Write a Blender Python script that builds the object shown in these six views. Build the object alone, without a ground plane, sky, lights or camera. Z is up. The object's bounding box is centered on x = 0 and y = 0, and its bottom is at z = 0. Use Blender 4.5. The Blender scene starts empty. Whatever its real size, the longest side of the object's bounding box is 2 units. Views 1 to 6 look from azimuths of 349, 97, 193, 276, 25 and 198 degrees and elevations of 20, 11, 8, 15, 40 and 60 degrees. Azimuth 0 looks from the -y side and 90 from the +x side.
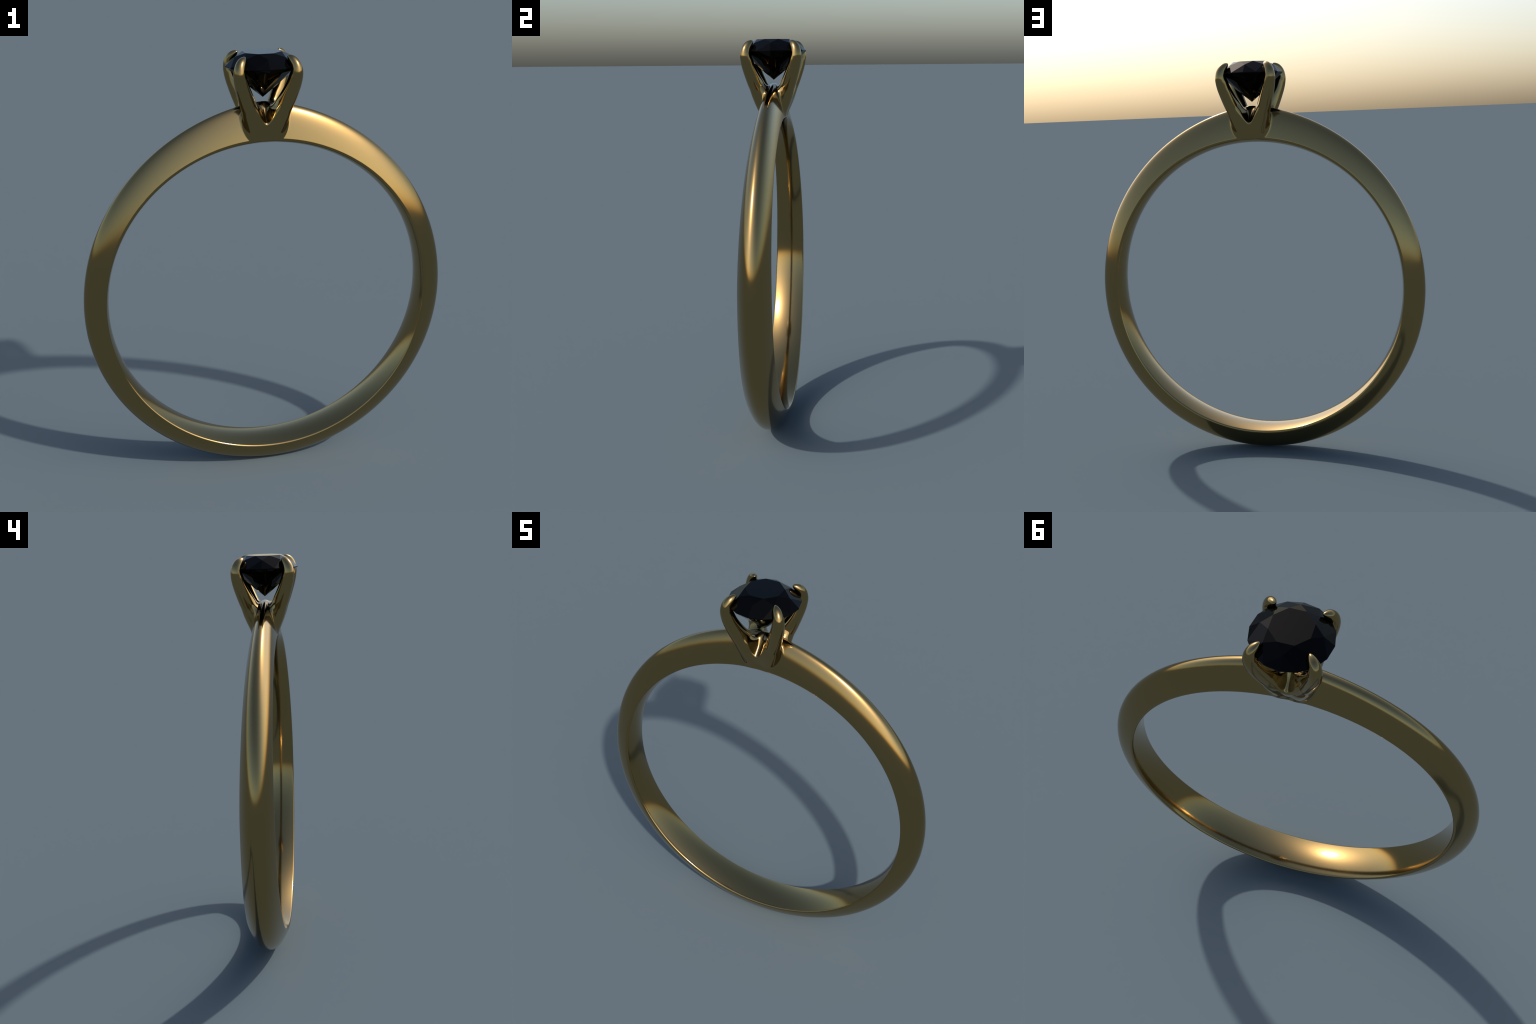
"""Solitaire finger ring: a tapering gold band, a four-claw setting that grows
out of it without a seam, and a round brilliant-cut black stone.

The gold is modelled as one implicit solid (dome-profiled band + four claw
wires + the bridges between their feet, all with small fillets, bored out for
the finger), polygonised on a grid, and then split by region into parts whose
border vertices coincide."""
import bpy
import math
import numpy as np
from mathutils import Vector

# ------------------------------------------------------------------ sizes (m)
RING_Z = 0.852          # centre of the band's outer circle
BACK_R = 0.852         # outer radius at sides and back
SHOULDER = 0.0820       # extra radius of the crest under the stone
SHOULDER_SPAN = 88.0    # degrees from the top over which the shoulder fades
DOME_BASE_R = 0.754     # radius at which the half widths below are measured
WIDTH_TOP, WIDTH_SIDE, WIDTH_BACK = 0.0648, 0.0820, 0.0932   # half widths
RIDGE_POWER = 2.22      # flat flanks that meet in a softly rounded ridge
BORE_Z, BORE_R = 0.8598, 0.7396   # finger hole: its centre, and radius mid-width
BORE_SWELL, BORE_SWELL_TOP = 0.0122, 0.0008   # comfort fit: the bore is convex
BORE_EDGE = 0.011       # rounding of the bore's edges

TABLE_Z, TABLE_R = 2.0, 0.0868
STAR_Z, STAR_R = 1.9820, 0.1205
GIRDLE_TOP, GIRDLE_LOW, GIRDLE_R = 1.9440, 1.9405, 0.1632
CULET_Z = 1.8003

# centre line of one claw: distance from the axis along x (= along y),
# height, wire radius
CLAW = [
    (0.0290, 1.600, 0.0300),
    (0.0385, 1.650, 0.0305),
    (0.0540, 1.695, 0.0330),
    (0.0685, 1.740, 0.0345),
    (0.0865, 1.785, 0.0334),
    (0.1025, 1.830, 0.0316),
    (0.1157, 1.870, 0.0292),
    (0.1223, 1.900, 0.0277),
    (0.1247, 1.925, 0.0262),
    (0.1220, 1.950, 0.0232),
    (0.1130, 1.9695, 0.0200),
    (0.1030, 1.9815, 0.0132),
    (0.0955, 1.9880, 0.0058),
]
# the inner rib that thickens each claw towards its foot
RIB = [
    (0.0300, 1.700, 0.0240),
    (0.0440, 1.740, 0.0210),
    (0.0540, 1.772, 0.0185),
    (0.0670, 1.797, 0.0185),
    (0.0845, 1.826, 0.0185),
    (0.1015, 1.862, 0.0180),
    (0.1135, 1.900, 0.0165),
]
# the cup the claws grow from: half sizes in plan at its foot, their growth
# with height, corner radius, height of foot and of its brim, and the V notches
# cut into it between the claws (bottom, spread, roundness, rise inwards)
CUP_X, CUP_Y, CUP_GROW_X, CUP_GROW_Y = 0.0855, 0.0595, 0.18, 0.40
CUP_CORNER, CUP_FOOT, CUP_BRIM = 0.040, 1.625, 1.772
NOTCH_Z, NOTCH_SPREAD, NOTCH_ROUND, NOTCH_REACH = 1.6910, 0.355, 0.056, 0.090
FILLET_BAND, FILLET_CLAW, FILLET_CUP = 0.014, 0.008, 0.015
STEP, STEP_COARSE = 0.0031, 0.0125          # grid spacing


# ------------------------------------------------------------ implicit solid
def spline(points, per_span):
    """Catmull-Rom through the control points."""
    p = np.array(points, float)
    p = np.vstack([2 * p[0] - p[1], p, 2 * p[-1] - p[-2]])
    out = []
    for i in range(1, len(p) - 2):
        for k in range(per_span):
            t = k / per_span
            a, b, c, d = p[i - 1], p[i], p[i + 1], p[i + 2]
            out.append(0.5 * (2 * b + (c - a) * t + (2 * a - 5 * b + 4 * c - d) * t * t
                              + (3 * b - a - 3 * c + d) * t ** 3))
    out.append(p[-2])
    return np.array(out)


CLAW_LINE, RIB_LINE = spline(CLAW, 8), spline(RIB, 6)


def wire_field(x, y, z, line):
    best = np.full(x.shape, 9.0)
    for a, b in zip(line[:-1], line[1:]):
        ax, az, ar = a
        dx, dz, dr = b[0] - ax, b[1] - az, b[2] - ar
        ll = 2 * dx * dx + dz * dz
        px, py, pz = x - ax, y - ax, z - az
        t = np.clip(((px + py) * dx + pz * dz) / ll, 0.0, 1.0)
        d = np.sqrt((px - t * dx) ** 2 + (py - t * dx) ** 2 + (pz - t * dz) ** 2) - (ar + t * dr)
        # a whisker of smoothing hides the joints of the chain
        h = np.maximum(0.0010 - np.abs(best - d), 0.0)
        best = np.minimum(best, d) - h * h / 0.004
    return best


def fillet_union(a, b, r):
    return np.maximum(r, np.minimum(a, b)) - np.hypot(np.maximum(r - a, 0), np.maximum(r - b, 0))


def claw_field(x, y, z):
    return fillet_union(wire_field(x, y, z, CLAW_LINE), wire_field(x, y, z, RIB_LINE), 0.020)


def rounded_intersection(a, b, r):
    a, b = a + r, b + r
    return np.minimum(np.maximum(a, b), 0) + np.hypot(np.maximum(a, 0), np.maximum(b, 0)) - r


def notch_depth(across, inwards):
    """How far below the cup's skin a notch ends, as a field (negative = metal)."""
    s = across / NOTCH_SPREAD
    root = np.sqrt(s * s + NOTCH_ROUND ** 2)
    steep = s / root / NOTCH_SPREAD
    top = NOTCH_Z + root - NOTCH_ROUND + (NOTCH_REACH - inwards)
    return top, np.sqrt(2 + steep * steep)


def cup_field(x, y, z):
    ax, ay = np.abs(x), np.abs(y)
    up = z - CUP_FOOT
    qx = ax - (CUP_X + CUP_GROW_X * up) + CUP_CORNER
    qy = ay - (CUP_Y + CUP_GROW_Y * up) + CUP_CORNER
    side = np.minimum(np.maximum(qx, qy), 0) + np.hypot(np.maximum(qx, 0), np.maximum(qy, 0)) - CUP_CORNER
    side = side / math.sqrt(1 + CUP_GROW_Y ** 2)
    # higher up the cup draws in and leaves the skin to the claws
    side = side + 5.0 * np.maximum(z - 1.705, 0) ** 2
    ty, ny = notch_depth(ax, ay)
    tx, nx = notch_depth(ay, ax - 0.012)
    cut = np.maximum((z - ty) / ny, (z - tx) / nx)
    cut = rounded_intersection(cut, (z - CUP_BRIM - 0.9 * np.maximum(np.minimum(ax, ay) - 0.038, 0)) / 1.2, 0.012)
    return rounded_intersection(side, cut, 0.008)


def head_field(x, y, z):
    ax, ay = np.abs(x), np.abs(y)
    f = fillet_union(claw_field(ax, ay, z), claw_field(-ax, ay, z), FILLET_CLAW)
    f = fillet_union(f, claw_field(ax, -ay, z), FILLET_CLAW)
    return fillet_union(f, cup_field(x, y, z), FILLET_CUP)


def blend(c, top, side, back):
    """Interpolate round the ring by the cosine of the angle from the top."""
    return (side + (top - side) * np.clip(c, 0, 1) ** 1.3
            + (back - side) * np.clip(-c, 0, 1) ** 1.5)


def dome_field(x, y, z):
    rho = np.hypot(x, z - RING_Z)
    c = (z - RING_Z) / np.maximum(rho, 1e-6)
    theta = np.degrees(np.arccos(np.clip(c, -1, 1)))
    fade = np.clip(1 - np.sqrt(theta * theta + 1.5) / SHOULDER_SPAN, 0, 1)
    height = BACK_R + SHOULDER * fade ** 2.2 - DOME_BASE_R
    width = blend(c, WIDTH_TOP, WIDTH_SIDE, WIDTH_BACK)
    u = np.abs(y) / width
    g = (rho - DOME_BASE_R) / height + u ** RIDGE_POWER - 1
    slope = RIDGE_POWER * u ** (RIDGE_POWER - 1) / width
    return g / np.sqrt(1 / height ** 2 + slope ** 2)


def bore_field(x, y, z):
    rho = np.hypot(x, z - BORE_Z)
    c = (z - BORE_Z) / np.maximum(rho, 1e-6)
    width = blend(c, 0.0564, 0.0726, 0.0842)
    swell = BORE_SWELL + BORE_SWELL_TOP * c
    return BORE_R + swell * (y / width) ** 2 - rho


def gold_field(x, y, z):
    f = dome_field(x, y, z)
    near = (z > 1.52) & (np.abs(x) < 0.27)
    if near.any():
        f[near] = fillet_union(f[near], head_field(x[near], y[near], z[near]), FILLET_BAND)
    return rounded_intersection(f, bore_field(x, y, z), BORE_EDGE)


def gradient(p, h=2e-4):
    g = np.empty_like(p)
    for k in range(3):
        q0, q1 = p.copy(), p.copy()
        q0[:, k] -= h
        q1[:, k] += h
        g[:, k] = (gold_field(*q1.T) - gold_field(*q0.T)) / (2 * h)
    return g


def polygonise():
    """Surface nets on a grid that follows the ring (angle, width, radius),
    fine near the setting; vertices are then pulled onto the solid's skin."""
    fine = np.arange(-0.26, 0.26, STEP)
    coarse = np.linspace(0.26, 2 * math.pi - 0.26, int((2 * math.pi - 0.52) / STEP_COARSE))
    axes = [np.concatenate([fine, coarse[:-1]]),
            np.arange(-0.1720, 0.1721, STEP),
            np.arange(0.7180, 1.1800, STEP)]
    n = [len(a) for a in axes]
    period = axes[0][0] + 2 * math.pi

    def place(t, w, r):
        return np.stack([r * np.sin(t), w, RING_Z + r * np.cos(t)], -1)

    field = np.full(tuple(n), 0.05)
    T, R = np.meshgrid(axes[0], axes[2], indexing="ij")
    near_head = (np.abs(T) < 0.25) & (R > 0.74)
    for j, w in enumerate(axes[1]):
        live = near_head | (R < 0.96) if abs(w) < 0.1 else near_head
        it, ir = np.nonzero(live)
        q = place(axes[0][it], np.full(len(it), w), axes[2][ir])
        field[it, j, ir] = gold_field(*q.T)
    inside = field < 0
    acc = np.zeros(tuple(n) + (3,))
    cnt = np.zeros(tuple(n), int)
    crossings = []
    for axis in range(3):
        nxt = np.roll(field, -1, axis)
        cross = inside != (nxt < 0)
        if axis:                       # only the angle wraps round
            end = [slice(None)] * 3
            end[axis] = -1
            cross[tuple(end)] = False
        idx = np.argwhere(cross)
        f0, f1 = field[cross], nxt[cross]
        t = f0 / (f0 - f1)
        co = [axes[k][idx[:, k]] for k in range(3)]
        ahead = np.append(axes[axis][1:], period if axis == 0 else 0)[idx[:, axis]]
        co[axis] = co[axis] + t * (ahead - co[axis])
        pos = place(*co)
        a1, a2 = (axis + 1) % 3, (axis + 2) % 3
        around = []
        for d1, d2 in ((-1, -1), (0, -1), (0, 0), (-1, 0)):
            c = idx.copy()
            c[:, a1] += d1
            c[:, a2] += d2
            c[:, 0] %= n[0]
            np.add.at(acc, tuple(c.T), pos)
            np.add.at(cnt, tuple(c.T), 1)
            around.append(c)
        crossings.append((around, f0 < 0))
    cells = np.nonzero(cnt)
    index = np.full(tuple(n), -1)
    index[cells] = np.arange(len(cells[0]))
    p = acc[cells] / cnt[cells][:, None]
    for _ in range(4):
        g = gradient(p)
        f = gold_field(*p.T)
        step = g * (f / np.maximum((g * g).sum(1), 0.05))[:, None]
        size = np.linalg.norm(step, axis=1, keepdims=True)
        p -= step * np.minimum(1, STEP / np.maximum(size, 1e-9))
    quads = []
    for around, first_in in crossings:
        q = np.stack([index[tuple(c.T)] for c in around], 1)
        # (angle, width, radius) is a left-handed frame
        q[first_in] = q[first_in][:, ::-1]
        quads.append(q)
    quads = np.vstack(quads)
    nrm = gradient(p)
    nrm /= np.linalg.norm(nrm, axis=1, keepdims=True)
    a, b, c, d = (p[quads[:, k]] for k in range(4))
    face = np.cross(c - a, d - b)
    if (face * nrm[quads].mean(1)).sum(1).mean() < 0:
        quads = quads[:, ::-1]
    return p, quads, nrm


# ------------------------------------------------------------------ materials
def gold_material():
    m = bpy.data.materials.new("polished_gold")
    m.use_nodes = True
    nt = m.node_tree
    b = nt.nodes["Principled BSDF"]
    b.inputs["Base Color"].default_value = (0.33, 0.232, 0.096, 1)
    b.inputs["Metallic"].default_value = 1.0
    b.inputs["Roughness"].default_value = 0.12
    return m


def stone_material():
    m = bpy.data.materials.new("black_gemstone")
    m.use_nodes = True
    b = m.node_tree.nodes["Principled BSDF"]
    b.inputs["Base Color"].default_value = (0.0008, 0.0008, 0.0009, 1)
    b.inputs["Roughness"].default_value = 0.02
    b.inputs["IOR"].default_value = 1.45
    b.inputs["Specular IOR Level"].default_value = 0.105
    return m


# -------------------------------------------------------------------- objects
def add_object(name, mesh, parent=None):
    ob = bpy.data.objects.new(name, mesh)
    bpy.context.scene.collection.objects.link(ob)
    if parent is not None:
        ob.parent = parent
    return ob


def part_mesh(name, p, quads, nrm, material):
    used, inverse = np.unique(quads, return_inverse=True)
    me = bpy.data.meshes.new(name)
    me.from_pydata(p[used].tolist(), [], inverse.reshape(-1, 4).tolist())
    me.materials.append(material)
    me.polygons.foreach_set("use_smooth", np.ones(len(me.polygons), bool))
    me.update()
    me.normals_split_custom_set_from_vertices(nrm[used].tolist())
    return me


def polar(r, deg, z):
    a = math.radians(deg)
    return (r * math.cos(a), r * math.sin(a), z)


def brilliant_mesh(material):
    """Round brilliant: table, 8 stars, 8 kites, 16 upper halves, thin girdle,
    16 lower halves, 8 pavilion mains."""
    v, f = [], []

    def ring(n, r, z, start):
        base = len(v)
        v.extend(polar(r, start + 360 / n * i, z) for i in range(n))
        return [base + i for i in range(n)]

    table = ring(8, TABLE_R, TABLE_Z, 22.5)
    star = ring(8, STAR_R, STAR_Z, 45.0)          # star[i] between table[i], table[i+1]
    top = ring(16, GIRDLE_R, GIRDLE_TOP, 22.5)    # even: below table corners
    low = ring(16, GIRDLE_R, GIRDLE_LOW, 22.5)
    # the lower halves reach most of the way down; their lower points lie on the mains
    depth = GIRDLE_LOW - CULET_Z
    deep = 0.76
    lr = GIRDLE_R * (1 - deep)
    pav = ring(8, lr / math.cos(math.pi / 8), GIRDLE_LOW - depth * deep, 45.0)
    culet = len(v)
    v.append((0, 0, CULET_Z))
    f.append(table)
    for i in range(8):
        j = (i + 1) % 8
        f.append([table[j], table[i], star[i]])
        f.append([table[i], star[i - 1], top[2 * i], star[i]])
        f.append([star[i], top[2 * i], top[2 * i + 1]])
        f.append([star[i], top[2 * i + 1], top[(2 * i + 2) % 16]])
        f.append([pav[i], low[2 * i + 1], low[2 * i]])
        f.append([pav[i], low[(2 * i + 2) % 16], low[2 * i + 1]])
        f.append([pav[i - 1], culet, pav[i], low[2 * i]])
    for i in range(16):
        j = (i + 1) % 16
        f.append([top[j], top[i], low[i], low[j]])
    me = bpy.data.meshes.new("gemstone")
    me.from_pydata(v, [], f)
    me.materials.append(material)
    import bmesh
    bm = bmesh.new()
    bm.from_mesh(me)
    bmesh.ops.recalc_face_normals(bm, faces=bm.faces)
    bm.to_mesh(me)
    bm.free()
    me.update()
    return me


def build():
    gold, black = gold_material(), stone_material()
    ring = bpy.data.objects.new("finger_ring", None)
    bpy.context.scene.collection.objects.link(ring)
    ring.empty_display_size = 0.2
    ring["label"] = "slim gold ring with one round black stone held by four claws"
    ring["category"] = "ring"

    p, quads, nrm = polygonise()
    c = p[quads].mean(1)
    x, y, z = c.T
    claw = (z > 1.80) | ((z > 1.715) & (claw_field(np.abs(x), np.abs(y), z) < 0.003))
    base = ~claw & (head_field(x, y, z) < 0.004) & (z > 1.6)
    band = ~claw & ~base

    add_object("band", part_mesh("band", p, quads[band], nrm, gold), ring)
    setting = add_object("setting", part_mesh("setting", p, quads[base], nrm, gold), ring)
    for sx in (1, -1):
        for sy in (1, -1):
            pick = claw & (x * sx > 0) & (y * sy > 0)
            add_object("claw", part_mesh("claw", p, quads[pick], nrm, gold), setting)
    add_object("gemstone", brilliant_mesh(black), ring)


build()
